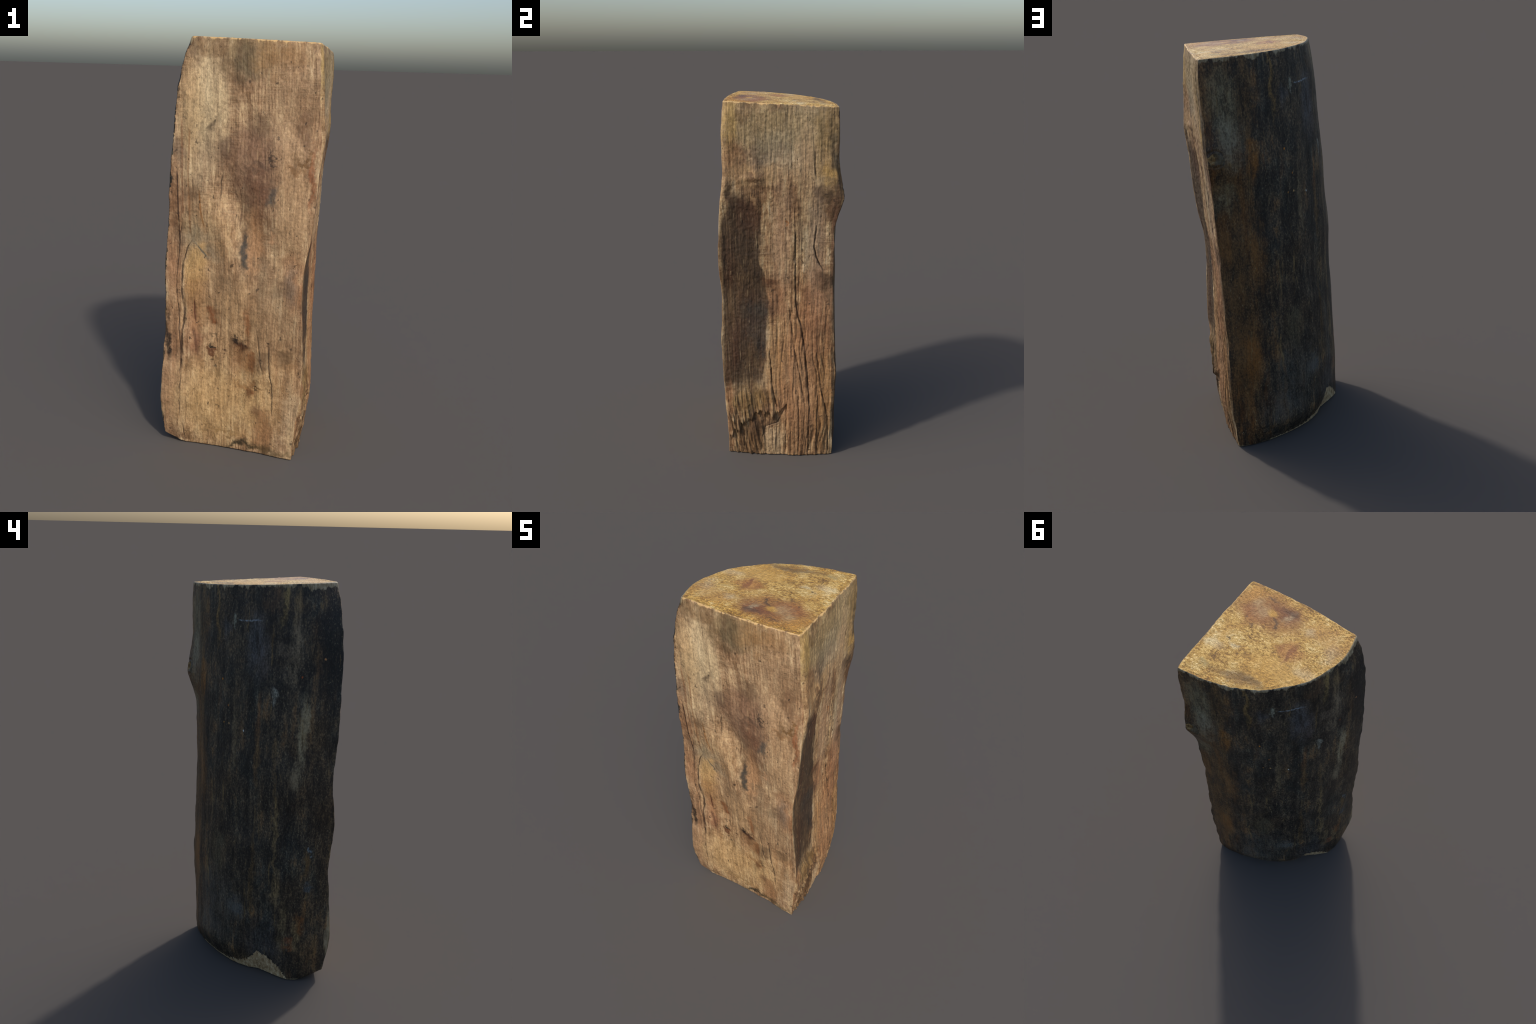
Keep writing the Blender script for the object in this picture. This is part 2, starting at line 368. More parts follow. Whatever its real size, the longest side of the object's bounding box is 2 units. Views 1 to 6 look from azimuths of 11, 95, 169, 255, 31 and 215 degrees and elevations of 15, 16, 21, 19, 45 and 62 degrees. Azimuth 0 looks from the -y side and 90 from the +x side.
class Graph:
    """small wrapper for building shader node graphs"""
    def __init__(self, name, rough, spec):
        self.mat = bpy.data.materials.new(name); self.mat.use_nodes = True
        self.t = self.mat.node_tree
        self.bsdf = self.t.nodes["Principled BSDF"]
        self.bsdf.inputs["Roughness"].default_value = rough
        self.bsdf.inputs["Specular IOR Level"].default_value = spec
        self.pos = self.t.nodes.new("ShaderNodeTexCoord").outputs["Object"]
        s = self.t.nodes.new("ShaderNodeSeparateXYZ"); self.t.links.new(self.pos, s.inputs[0])
        self.x, self.y, self.z = s.outputs

    def put(self, sock, v):
        if isinstance(v, bpy.types.NodeSocket):
            self.t.links.new(v, sock)
        elif v is not None:
            sock.default_value = v

    def math(self, op, a, b=None, c=None, clamp=False):
        n = self.t.nodes.new("ShaderNodeMath"); n.operation = op; n.use_clamp = clamp
        for s, v in zip(n.inputs, (a, b, c)):
            self.put(s, v)
        return n.outputs[0]

    def add(self, a, b): return self.math("ADD", a, b)
    def mul(self, a, b): return self.math("MULTIPLY", a, b)
    def mad(self, a, b, c): return self.math("MULTIPLY_ADD", a, b, c)

    def vec(self, x, y, z):
        n = self.t.nodes.new("ShaderNodeCombineXYZ")
        for s, v in zip(n.inputs, (x, y, z)):
            self.put(s, v)
        return n.outputs[0]

    def vmath(self, op, a, b):
        n = self.t.nodes.new("ShaderNodeVectorMath"); n.operation = op
        self.put(n.inputs[0], a); self.put(n.inputs[1], b)
        return n.outputs["Value"] if op in ("LENGTH", "DOT_PRODUCT") else n.outputs[0]

    def noise(self, v, scale=1.0, detail=3.0, rough=.5, colour=False):
        n = self.t.nodes.new("ShaderNodeTexNoise")
        self.put(n.inputs["Vector"], v)
        n.inputs["Scale"].default_value = scale; n.inputs["Detail"].default_value = detail
        n.inputs["Roughness"].default_value = rough
        return n.outputs["Color" if colour else "Fac"]

    def stretched(self, sx, sy, sz, seed=0.0, detail=3.0, rough=.5, pos=None):
        v = self.vmath("MULTIPLY", pos or self.pos, (sx, sy, sz))
        if seed:
            v = self.vmath("ADD", v, (seed, seed*1.7, seed*.6))
        return self.noise(v, 1, detail, rough)

    def span(self, v, a, b, lo=0.0, hi=1.0):
        n = self.t.nodes.new("ShaderNodeMapRange"); n.interpolation_type = "SMOOTHSTEP"
        self.put(n.inputs["Value"], v)
        for k, q in zip(("From Min", "From Max", "To Min", "To Max"), (a, b, lo, hi)):
            self.put(n.inputs[k], q)
        return n.outputs[0]

    def ramp(self, v, stops):
        n = self.t.nodes.new("ShaderNodeValToRGB"); e = n.color_ramp.elements
        e[0].position, e[0].color = stops[0][0], rgb(stops[0][1])
        e[1].position, e[1].color = stops[-1][0], rgb(stops[-1][1])
        for p, c in stops[1:-1]:
            e.new(p).color = rgb(c)
        self.put(n.inputs[0], v)
        return n.outputs[0]

    def mix(self, f, a, b, blend="MIX"):
        n = self.t.nodes.new("ShaderNodeMix"); n.data_type = "RGBA"; n.blend_type = blend
        self.put(n.inputs[0], f)
        self.put(n.inputs[6], rgb(a) if isinstance(a, str) else a)
        self.put(n.inputs[7], rgb(b) if isinstance(b, str) else b)
        return n.outputs[2]

    def grey(self, v):
        n = self.t.nodes.new("ShaderNodeCombineColor")
        for s in n.inputs:
            self.put(s, v)
        return n.outputs[0]

    def patch(self, plane, u, v, ru, rv, soft):
        """soft elliptical mask on a warped face plane"""
        d = self.vmath("SUBTRACT", plane, (u, v, 0))
        d = self.vmath("MULTIPLY", d, (1/ru, 1/rv, 0))
        return self.span(self.vmath("LENGTH", d, None), 1 + soft, 1 - soft)

    def patches(self, col, plane, items, texture=None):
        for u, v, ru, rv, colour, strength, soft in items:
            m = self.mul(self.patch(plane, u, v, ru, rv, soft), strength)
            if texture is not None:
                m = self.mul(m, texture)
            col = self.mix(m, col, colour)
        return col

    def curve_of_z(self, path, off=0.5):
        """face position of a line as a smooth function of height"""
        p = sorted(path, key=lambda q: q[1])
        n = self.t.nodes.new("ShaderNodeFloatCurve"); cv = n.mapping.curves[0]
        pts = [(q[1]/2.0, q[0] + off) for q in p]
        pts = [(0.0, pts[0][1])] + [q for q in pts if .002 < q[0] < .998] + [(1.0, pts[-1][1])]
        cv.points[0].location = pts[0]; cv.points[-1].location = pts[-1]
        for q in pts[1:-1]:
            cv.points.new(*q)
        for q in cv.points:
            q.handle_type = "VECTOR"
        n.mapping.update()
        self.put(n.inputs["Value"], self.mul(self.z, .5))
        return self.math("SUBTRACT", n.outputs[0], off), p[0][1], p[-1][1]

    def line(self, a, path, w, jitter=None):
        c, z0, z1 = self.curve_of_z(path)
        d = self.math("ABSOLUTE", self.math("SUBTRACT", a, c))
        m = self.span(d, w*1.5, w*.35)
        m = self.mul(m, self.mul(self.span(self.z, z0 - .01, z0 + .03), self.span(self.z, z1 + .01, z1 - .04)))
        return m if jitter is None else self.mul(m, jitter)

    def modulate(self, col, v, a, b, lo, hi):
        """multiply a colour by a noise so that every patch keeps its grain"""
        return self.mix(1.0, col, self.grey(self.span(v, a, b, lo, hi)), "MULTIPLY")

    def bump(self, h, strength, dist):
        n = self.t.nodes.new("ShaderNodeBump")
        n.inputs["Strength"].default_value = strength; n.inputs["Distance"].default_value = dist
        self.put(n.inputs["Height"], h)
        self.t.links.new(n.outputs[0], self.bsdf.inputs["Normal"])

    def done(self, col):
        self.put(self.bsdf.inputs["Base Color"], col)
        return self.mat


def split_wood(name, across, seed, stops, features, cracks, cracks_w, tone, sat):
    """long-grained bare wood of a split face; `across` is 'x' or 'y'"""
    g = Graph(name, .62, .35)
    wob = g.vmath("SUBTRACT", g.noise(g.vmath("MULTIPLY", g.pos, (4, 4, 1.6)), 1, 2, colour=True), (.5, .5, .5))
    gp = g.vmath("ADD", g.pos, g.vmath("MULTIPLY", wob, (.05, .05, .1)))      # wavy grain space
    streak = g.stretched(34, 34, 1.5, seed, 5, .62, gp)
    fibre = g.stretched(150, 150, 7, seed + 3, 4, .65, gp)
    hair = g.stretched(340, 340, 22, seed + 8, 2, .6, gp)
    mott = g.stretched(7, 7, 4.5, seed + 5, 4, .6)
    blot = g.stretched(32, 32, 22, seed + 2, 4, .65)
    grit = g.stretched(130, 130, 85, seed + 4, 3, .6)
    t = g.add(g.mul(streak, .62), g.add(g.mul(fibre, .36), g.add(g.mul(mott, .60), g.add(g.mul(blot, .40), g.mul(hair, .10)))))
    t = g.span(t, .80, 1.30)
    col = g.ramp(t, stops)
    # tints that drift over the face
    tint = g.stretched(5, 5, 1.3, seed + 9, 3, .55)
    col = g.mix(g.span(tint, .52, .72, 0, .55), col, "946A48")
    tint2 = g.stretched(4, 4, 1.8, seed + 14, 3, .55)
    col = g.mix(g.span(tint2, .54, .74, 0, .5), col, "8F8268")
    tint3 = g.stretched(9, 9, 1.2, seed + 21, 3, .6, gp)
    col = g.mix(g.span(tint3, .60, .76, 0, .6), col, "7A4A2C")
    # faint saw or axe chatter across the grain
    chat = g.stretched(9, 9, 260, seed + 6, 2, .6)
    chz = g.span(g.stretched(4, 4, 3, seed + 31, 2), .42, .62)
    col = g.mix(g.mul(g.span(chat, .35, .7), g.mul(chz, .34)), col, "C8AE86")
    wv = g.vmath("SUBTRACT", g.noise(g.pos, 14, 4, .6, colour=True), (.5, .5, .5))
    wx, wy, wz = 0.09, 0.09, 0.22
    wp = g.vmath("ADD", g.pos, g.vmath("MULTIPLY", wv, (wx, wy, wz)))
    s = g.t.nodes.new("ShaderNodeSeparateXYZ"); g.t.links.new(wp, s.inputs[0])
    plane = g.vec(s.outputs[0 if across == "x" else 1], s.outputs[2], 0.0)
    tex = g.span(g.add(g.mul(fibre, .5), g.mul(grit, .6)), .36, .62, .55, 1)
    a = g.x if across == "x" else g.y
    grainy = g.span(g.add(g.mul(streak, .7), g.add(g.mul(fibre, .25), g.mul(grit, .2))), .38, .60, .42, 1)
    col = features(g, col, plane, tex, a, gp, fibre, grainy)
    fine = g.add(g.mul(fibre, .28), g.add(g.mul(grit, .50), g.mul(blot, .26)))
    col = g.modulate(col, fine, .38, .68, .70*tone, 1.27*tone)
    hs = g.t.nodes.new("ShaderNodeHueSaturation"); hs.inputs["Saturation"].default_value = sat
    g.put(hs.inputs["Color"], col); col = hs.outputs[0]
    # worm holes, dirt specks
    pit = g.span(grit, .61, .67)
    pitz = g.span(g.stretched(10, 10, 6, seed + 41, 2), .45, .66)
    col = g.mix(g.mul(pit, g.add(g.mul(pitz, .55), .22)), col, "3A2618")
    spk = g.span(g.stretched(42, 42, 30, seed + 51, 3, .5), .665, .72)
    col = g.mix(g.mul(spk, .7), col, "2E2219")
    dash = g.span(g.stretched(110, 110, 9, seed + 61, 3, .6, gp), .64, .72)
    col = g.mix(g.mul(dash, .4), col, "4A2F1C")
    pale = g.span(g.stretched(100, 100, 6, seed + 71, 3, .6, gp), .62, .74)
    col = g.mix(g.mul(pale, .35), col, "C2A67C")
    jit = g.span(g.stretched(25, 25, 16, seed + 81, 3, .6), .34, .50, .55, 1)
    aw = g.add(a, g.mul(g.math("SUBTRACT", g.stretched(20, 20, 30, seed + 90, 3), .5), .010))
    for (path, w, dep), st in zip(cracks, cracks_w):
        col = g.mix(g.mul(g.line(aw, path, w*.95, jit), st), col, "2E2018")
    rimz = g.add(g.add(g.z, g.add(g.mul(g.x, .0325), g.mul(g.y, .0455))), g.mul(g.math("SUBTRACT", blot, .5), .05))
    col = g.mix(g.span(rimz, 1.972, 1.978, 0, .8), col, "CDA972")
    g.bump(g.add(g.mul(fibre, .35), g.add(g.mul(hair, .1), g.mul(grit, .55))), .55, .006)
    return g.done(col)


def front_features(g, col, plane, tex, a, gp, fibre, grainy):
    broad = [
        (-.13, 1.72, .08, .22, "CBB48C", .8, .6), (-.22, 1.66, .05, .25, "C6A678", .65, .5),
        (.06, 1.92, .16, .09, "6A5838", .75, .55), (.03, 1.88, .05, .08, "403B2A", .75, .6), (.20, 1.92, .12, .07, "94693A", .6, .6),
        (-.17, 1.965, .10, .04, "6E5230", .7, .6), (-.21, 1.93, .03, .05, "3E2E1E", .6, .6),
        (.09, 1.42, .13, .17, "735240", .8, .6), (.10, 1.30, .06, .12, "64432F", .75, .5), (.02, 1.50, .20, .10, "866850", .6, .7),
        (.27, 1.45, .09, .32, "AA8A66", .7, .6), (.26, 1.20, .07, .22, "A98863", .7, .6), (.22, 1.75, .12, .15, "97795A", .5, .6),
        (.085, 1.08, .045, .15, "B08258", .75, .5), (.04, 1.12, .03, .12, "6E543C", .6, .6),
        (-.12, 1.12, .14, .16, "A58257", .5, .6),
        (-.31, 1.15, .045, .35, "855F42", .75, .5), (-.34, .35, .055, .4, "856348", .75, .5), (-.30, .72, .04, .3, "96704F", .6, .5),
        (-.20, .95, .05, .13, "C09A60", .8, .5), (-.20, .78, .06, .16, "8A5E32", .7, .5), (-.21, .62, .035, .12, "8E6244", .7, .5), (-.185, .52, .03, .12, "7E543A", .7, .5),
        (-.05, .85, .14, .14, "9C7C59", .7, .6), (.0, .66, .16, .18, "AD8B62", .7, .6),
        (.20, .80, .10, .22, "84684A", .6, .8), (.24, .62, .10, .16, "86684A", .6, .6), (.13, .88, .03, .13, "644E38", .6, .8),
        (.27, .95, .05, .12, "A67650", .6, .6), (-.10, .25, .20, .22, "B3915F", .75, .6), (.12, .30, .10, .22, "B8935F", .6, .6),
        (.25, .40, .07, .18, "A07A50", .6, .6), (.29, .24, .035, .14, "B9A280", .6, .7), (.30, .10, .03, .10, "B39A74", .7, .6),
    ]
    col = g.patches(col, plane, broad, g.mul(grainy, .82))
    spots = [
        (.04, 1.05, .012, .08, "2B2D2B", .9, .6), (.048, .985, .022, .02, "3A372F", .8, .6), (.165, 1.31, .02, .05, "3A3A38", .85, .6),
        (.10, 1.45, .06, .02, "352A22", .5, .7), (.16, 1.49, .03, .01, "2C2622", .8, .7),
        (-.13, 1.02, .05, .03, "6E6858", .5, .8), (-.20, 1.10, .09, .035, "857C66", .5, .8), (.26, .92, .03, .07, "82796A", .5, .8),
        (-.115, .715, .03, .035, "6B3D1E", .9, .7), (.035, .575, .045, .028, "2A1810", 1, .6), (.03, .52, .05, .06, "6E4424", .55, .95),
        (.015, .59, .012, .012, "17110D", .95, .6), (-.113, .56, .010, .010, "15100C", 1, .5), (-.115, .535, .014, .014, "5A3018", .9, .5),
        (-.068, .535, .012, .012, "3A2215", .9, .5), (-.09, .60, .03, .008, "4A3A28", .7, .6), (-.10, .46, .012, .02, "423B2E", .7, .7),
        (.065, .69, .014, .08, "7A4824", .8, .9), (.075, .47, .03, .07, "8A5A30", .55, .95), (.09, .50, .014, .06, "6B3E1D", .7, .6),
        (.06, .345, .05, .03, "86582E", .6, .9), (.085, .32, .012, .05, "5E381C", .8, .6), (.11, .385, .03, .012, "6A4222", .7, .6),
        (.14, .51, .03, .05, "3E2E22", .6, .7), (.125, .22, .03, .04, "5A3A26", .7, .7), (.15, .12, .05, .10, "8A6240", .7, .6),
        (.04, .03, .08, .022, "2C2718", .95, .7), (.15, .04, .07, .03, "4A3C22", .7, .7), (.26, .02, .08, .02, "5A4A2C", .6, .7),
        (-.05, .10, .09, .014, "8A6A3E", .6, .6), (-.06, 1.52, .03, .05, "5A4636", .6, .7), (-.12, 1.62, .03, .025, "4A3A2A", .8, .7),
        (.09, 1.62, .05, .05, "5E4A36", .6, .7), (.30, 1.60, .03, .10, "5E3E28", .7, .7), (.275, 1.44, .05, .02, "7A5632", .7, .6), (.31, 1.48, .05, .014, "62431F", .8, .6),
        (.345, 1.40, .012, .12, "7E4A2A", .8, .6), (-.34, .58, .014, .10, "1E1712", .95, .5), (-.285, 1.49, .04, .05, "6A5848", .6, .6),
        (.25, .55, .04, .03, "5E4830", .7, .7), (.23, .88, .05, .05, "4E3E2E", .5, .7), (.17, 1.12, .014, .03, "B98F68", .8, .5),
    ]
    col = g.patches(col, plane, spots, tex)
    # dark growth-ring lines beside the left edge, and the tongue-shaped outline
    for path, w, c, st in (
        ([(-.285, 1.42), (-.282, 1.2), (-.28, 1.05)], .0035, "332016", .95),
        ([(-.262, 1.65), (-.262, 1.45), (-.258, 1.2)], .005, "6E452A", .6),
        ([(-.18, 1.33), (-.172, 1.22), (-.155, 1.14)], .004, "8A5A28", .7),
        ([(-.225, 1.62), (-.232, 1.4), (-.225, 1.1)], .005, "7A5230", .6),
        ([(-.130, .99), (-.177, 1.041), (-.216, 1.083)], .006, "57564C", .8),
        ([(-.205, .80), (-.205, .72), (-.20, .66)], .004, "4A2414", .9),
        ([(-.215, .65), (-.20, .58), (-.19, .50)], .008, "5A3A28", .7),
        ([(.060, 1.55), (.058, 1.62), (.060, 1.75)], .005, "6A5038", .5),
        ([(.01, 1.35), (.02, 1.25), (.012, 1.15)], .004, "4A3020", .6)):
        col = g.mix(g.mul(g.line(a, path, w, g.span(fibre, .3, .5, .6, 1)), st), col, c)
    return col


def right_features(g, col, plane, tex, a, gp, fibre, grainy):
    broad = [
        (-.05, 1.86, .28, .11, "9A8862", .65, .5), (-.25, 1.88, .04, .12, "A98A50", .7, .5), (-.24, 1.70, .03, .14, "987048", .5, .5),
        (.0, 1.72, .14, .12, "958A72", .5, .6), (.24, 1.86, .06, .14, "7A6034", .6, .5), (.22, 1.70, .05, .12, "9A7E52", .5, .5),
        (.27, 1.62, .05, .05, "A5813F", .6, .6), (-.10, 1.62, .16, .05, "A8875E", .65, .6), (.13, 1.65, .05, .2, "B4956F", .7, .6),
        (.26, 1.53, .07, .05, "6B5236", .7, .6), (.20, 1.52, .03, .05, "4B382C", .7, .6), (.28, 1.44, .05, .05, "5A3E28", .8, .5), (.29, 1.2, .02, .3, "664634", .7, .5),
        (.01, 1.25, .05, .35, "A5886A", .6, .6), (.19, 1.20, .04, .3, "A58C72", .5, .6), (.10, .5, .14, .45, "A0714A", .65, .6), (.2, .9, .08, .3, "97694A", .5, .6),
        (-.02, .95, .05, .10, "8E6444", .7, .6), (-.02, .60, .05, .2, "A27A4E", .6, .6), (.14, .3, .10, .3, "9A7654", .4, .6),
        (-.17, .36, .12, .07, "7D6138", .75, .6), (-.04, .10, .06, .09, "BFA27C", .85, .4), (-.17, .10, .08, .10, "7A5C3C", .6, .6),
        (-.275, .30, .02, .3, "7E4E30", .6, .6), (.25, .35, .05, .3, "9A7040", .5, .6),
    ]
    col = g.patches(col, plane, broad, grainy)
    # tall dark stain beside the front edge
    bound, _, _ = g.curve_of_z([(-.105, .44), (-.071, .59), (-.075, .73), (-.061, .82), (-.061, .91), (-.078, 1.04), (-.103, 1.17), (-.102, 1.39), (-.118, 1.50)])
    wob = g.mul(g.math("SUBTRACT", g.stretched(30, 30, 9, 3.3, 5, .66), .5), .045)
    d = g.add(g.math("SUBTRACT", a, bound), wob)
    m = g.span(d, .009, -.007)
    zt_ = g.add(g.z, g.add(g.mul(g.math("POWER", g.math("ABSOLUTE", g.add(a, .19)), 2.0), 11.0), g.mul(wob, 2.0)))
    m = g.mul(m, g.mul(g.span(g.add(g.z, g.mul(wob, 3.5)), .385, .49), g.span(zt_, 1.555, 1.47)))
    m = g.mul(m, g.span(g.add(a, g.mul(wob, .5)), -.314, -.292, .15, 1))
    stain = g.ramp(g.span(g.add(g.mul(g.stretched(16, 16, 2.5, 7.7, 4, .6, gp), .6), g.mul(fibre, .4)), .32, .68),
                   [(0, "32251A"), (.5, "483726"), (1, "604A32")])
    stain = g.mix(g.span(g.stretched(6, 6, 3, 5.1, 3), .45, .66, 0, .7), stain, "4B2F1F")
    stain = g.patches(stain, plane, [(-.11, .80, .07, .14, "2C2722", .7, .6), (-.10, .66, .035, .06, "221F1D", .8, .6), (-.12, .88, .08, .04, "2E2C28", .6, .6)])
    col = g.mix(g.mul(m, .94), col, stain)
    spots = [
        (-.245, 1.50, .03, .05, "3A2618", .8, .6), (-.12, 1.61, .05, .012, "5A3E28", .8, .6), (-.05, 1.03, .03, .03, "5E3C26", .8, .6),
        (-.04, .90, .025, .03, "4E3626", .7, .7), (-.09, 1.56, .04, .012, "6A4E32", .6, .6),
        (.24, 1.05, .04, .05, "3E2C1E", .7, .7), (.265, 1.80, .03, .05, "42392A", .75, .6), (.28, 1.68, .02, .07, "2E2A22", .8, .6), (.30, 1.60, .02, .08, "33291E", .8, .6),
        (-.07, 1.74, .02, .02, "5A4630", .6, .7), (.02, 1.66, .10, .006, "5A4A36", .5, .7), (-.19, 1.90, .03, .03, "5E4526", .7, .6),
        (-.11, .18, .03, .04, "3A2A1C", .8, .6), (-.20, .16, .05, .05, "4A3624", .6, .7), (-.02, .23, .03, .03, "2E2118", .7, .6),
        (.12, .78, .02, .06, "5E4026", .5, .7), (.22, .75, .05, .05, "5A4028", .5, .7), (.25, 1.5, .02, .03, "33251C", .7, .6),
        (.042, 1.36, .006, .008, "9A5A1C", .9, .5),
    ]
    col = g.patches(col, plane, spots, tex)
    frayed = g.mul(g.mul(g.span(g.z, .34, .24), g.span(a, -.06, -.10)), g.span(g.stretched(60, 60, 6, 6.6, 4, .6), .48, .60))
    col = g.mix(g.mul(frayed, .6), col, "3C2918")
    low = g.span(g.z, 1.25, .6)
    dark = g.span(g.stretched(55, 55, 1.6, 4.4, 4, .6, gp), .55, .66)
    col = g.mix(g.mul(g.mul(dark, .6), g.add(g.mul(low, .7), .3)), col, "4E3422")
    return col


def end_wood(name, top):
    g = Graph(name, .44, .6)
    warp = g.vmath("SUBTRACT", g.noise(g.pos, 10, 5, .68, colour=True), (.5, .5, .5))
    wp = g.vmath("ADD", g.pos, g.vmath("MULTIPLY", warp, (.11, .11, 0)))
    coarse = g.noise(g.pos, 13, 5, .65)
    grain = g.stretched(70, 115, 20, 2, 5, .7)
    tiny = g.noise(g.pos, 260, 3, .6)
    t = g.span(g.add(g.mul(coarse, .6), g.add(g.mul(grain, .65), g.mul(tiny, .35))), .58, 1.02)
    col = g.ramp(t, [(0, "6E4A20"), (.25, "9F752C"), (.5, "C29746"), (.78, "D4B064"), (1, "E8D29C")])
    col = g.mix(g.span(g.noise(g.pos, 6, 3), .5, .7, 0, .5), col, "BA8A3C")
    # saw scoring in two directions
    saw = g.stretched(300, 14, 1, 5, 2, .6)
    saw2 = g.noise(g.vec(g.add(g.mul(g.x, 30), g.mul(g.y, 10)), g.add(g.mul(g.y, 260), g.mul(g.x, -120)), 0.0), 1, 2, .6)
    col = g.mix(g.mul(g.span(saw, .55, .75), .35), col, "7C5626")
    col = g.mix(g.mul(g.span(saw2, .56, .76), .35), col, "86602C")
    # growth rings around the pith, faint
    rr = g.math("SQRT", g.add(g.mul(g.math("SUBTRACT", g.x, .36), g.math("SUBTRACT", g.x, .36)), g.mul(g.math("ADD", g.y, .30), g.math("ADD", g.y, .30))))
    rr = g.add(rr, g.mul(g.math("SUBTRACT", g.noise(g.pos, 5, 3), .5), .05))
    ring = g.math("SINE", g.mul(rr, 260.0))
    col = g.mix(g.mul(g.span(ring, .2, 1), .12), col, "8A5A22")
    mod = g.add(g.mul(grain, .6), g.mul(tiny, .45))
    if top:
        s = g.t.nodes.new("ShaderNodeSeparateXYZ"); g.t.links.new(wp, s.inputs[0])
        plane = g.vec(s.outputs[0], s.outputs[1], 0.0)
        tex = g.span(g.add(g.mul(grain, .6), g.mul(coarse, .5)), .38, .66, .3, 1)
        col = g.patches(col, plane, [
            (.18, -.17, .16, .085, "8E5826", .8, .6), (.10, -.20, .07, .04, "79441E", .8, .6), (.22, -.12, .06, .05, "935A28", .7, .6),
            (.30, -.22, .04, .05, "C08A3A", .6, .6), (.15, -.168, .035, .025, "C2923E", .9, .5), (.08, -.19, .012, .03, "C8B48A", .45, .8),
            (-.03, -.03, .05, .04, "A86A34", .6, .7), (.0, .10, .12, .07, "C69642", .6, .6), (-.10, .05, .10, .06, "CDA052", .5, .6), (-.12, -.18, .10, .06, "B98A48", .5, .6)])
        col = g.patches(col, plane, [
            (.085, -.215, .035, .016, "5A3A1E", .9, .7), (.11, -.14, .02, .008, "3E2A16", .9, .7), (.19, -.235, .03, .008, "4A2E18", .8, .6),
            (.235, -.09, .006, .006, "1E1610", 1, .4), (.24, .045, .008, .008, "3A2614", .9, .5), (.21, -.06, .008, .008, "33231A", .8, .5), (.10, -.125, .009, .009, "2A1C12", .9, .5),
            (.20, -.15, .03, .03, "BFA878", .6, .9), (.25, -.19, .025, .03, "BCA476", .5, .9), (-.05, -.165, .02, .02, "C8B28A", .7, .9), (.20, .06, .02, .015, "C9BC9A", .7, .9),
            (-.03, -.03, .01, .05, "7A4220", .9, .6), (.03, -.03, .02, .02, "8A4A22", .7, .6), (.03, .18, .07, .02, "5E4220", .8, .7), (.12, .2, .08, .02, "6A4C26", .7, .7),
            (-.15, .02, .05, .02, "CFC0A0", .4, .9), (.25, .2, .03, .012, "9E8A58", .6, .8), (-.18, -.12, .03, .05, "C9BBA0", .4, .9), (.29, .10, .05, .02, "D8C69A", .7, .7)], tex)
    else:
        col = g.mix(.5, col, "7A6A4A")
    col = g.modulate(col, mod, .36, .68, .82, 1.26)
    pit = g.span(g.noise(g.pos, 75, 3, .6), .66, .73)
    col = g.mix(g.mul(pit, .6), col, "4A3018")
    g.bump(g.add(g.mul(grain, .8), g.add(g.mul(tiny, .3), g.mul(saw, .25))), .9, .010)
    return g.done(col)


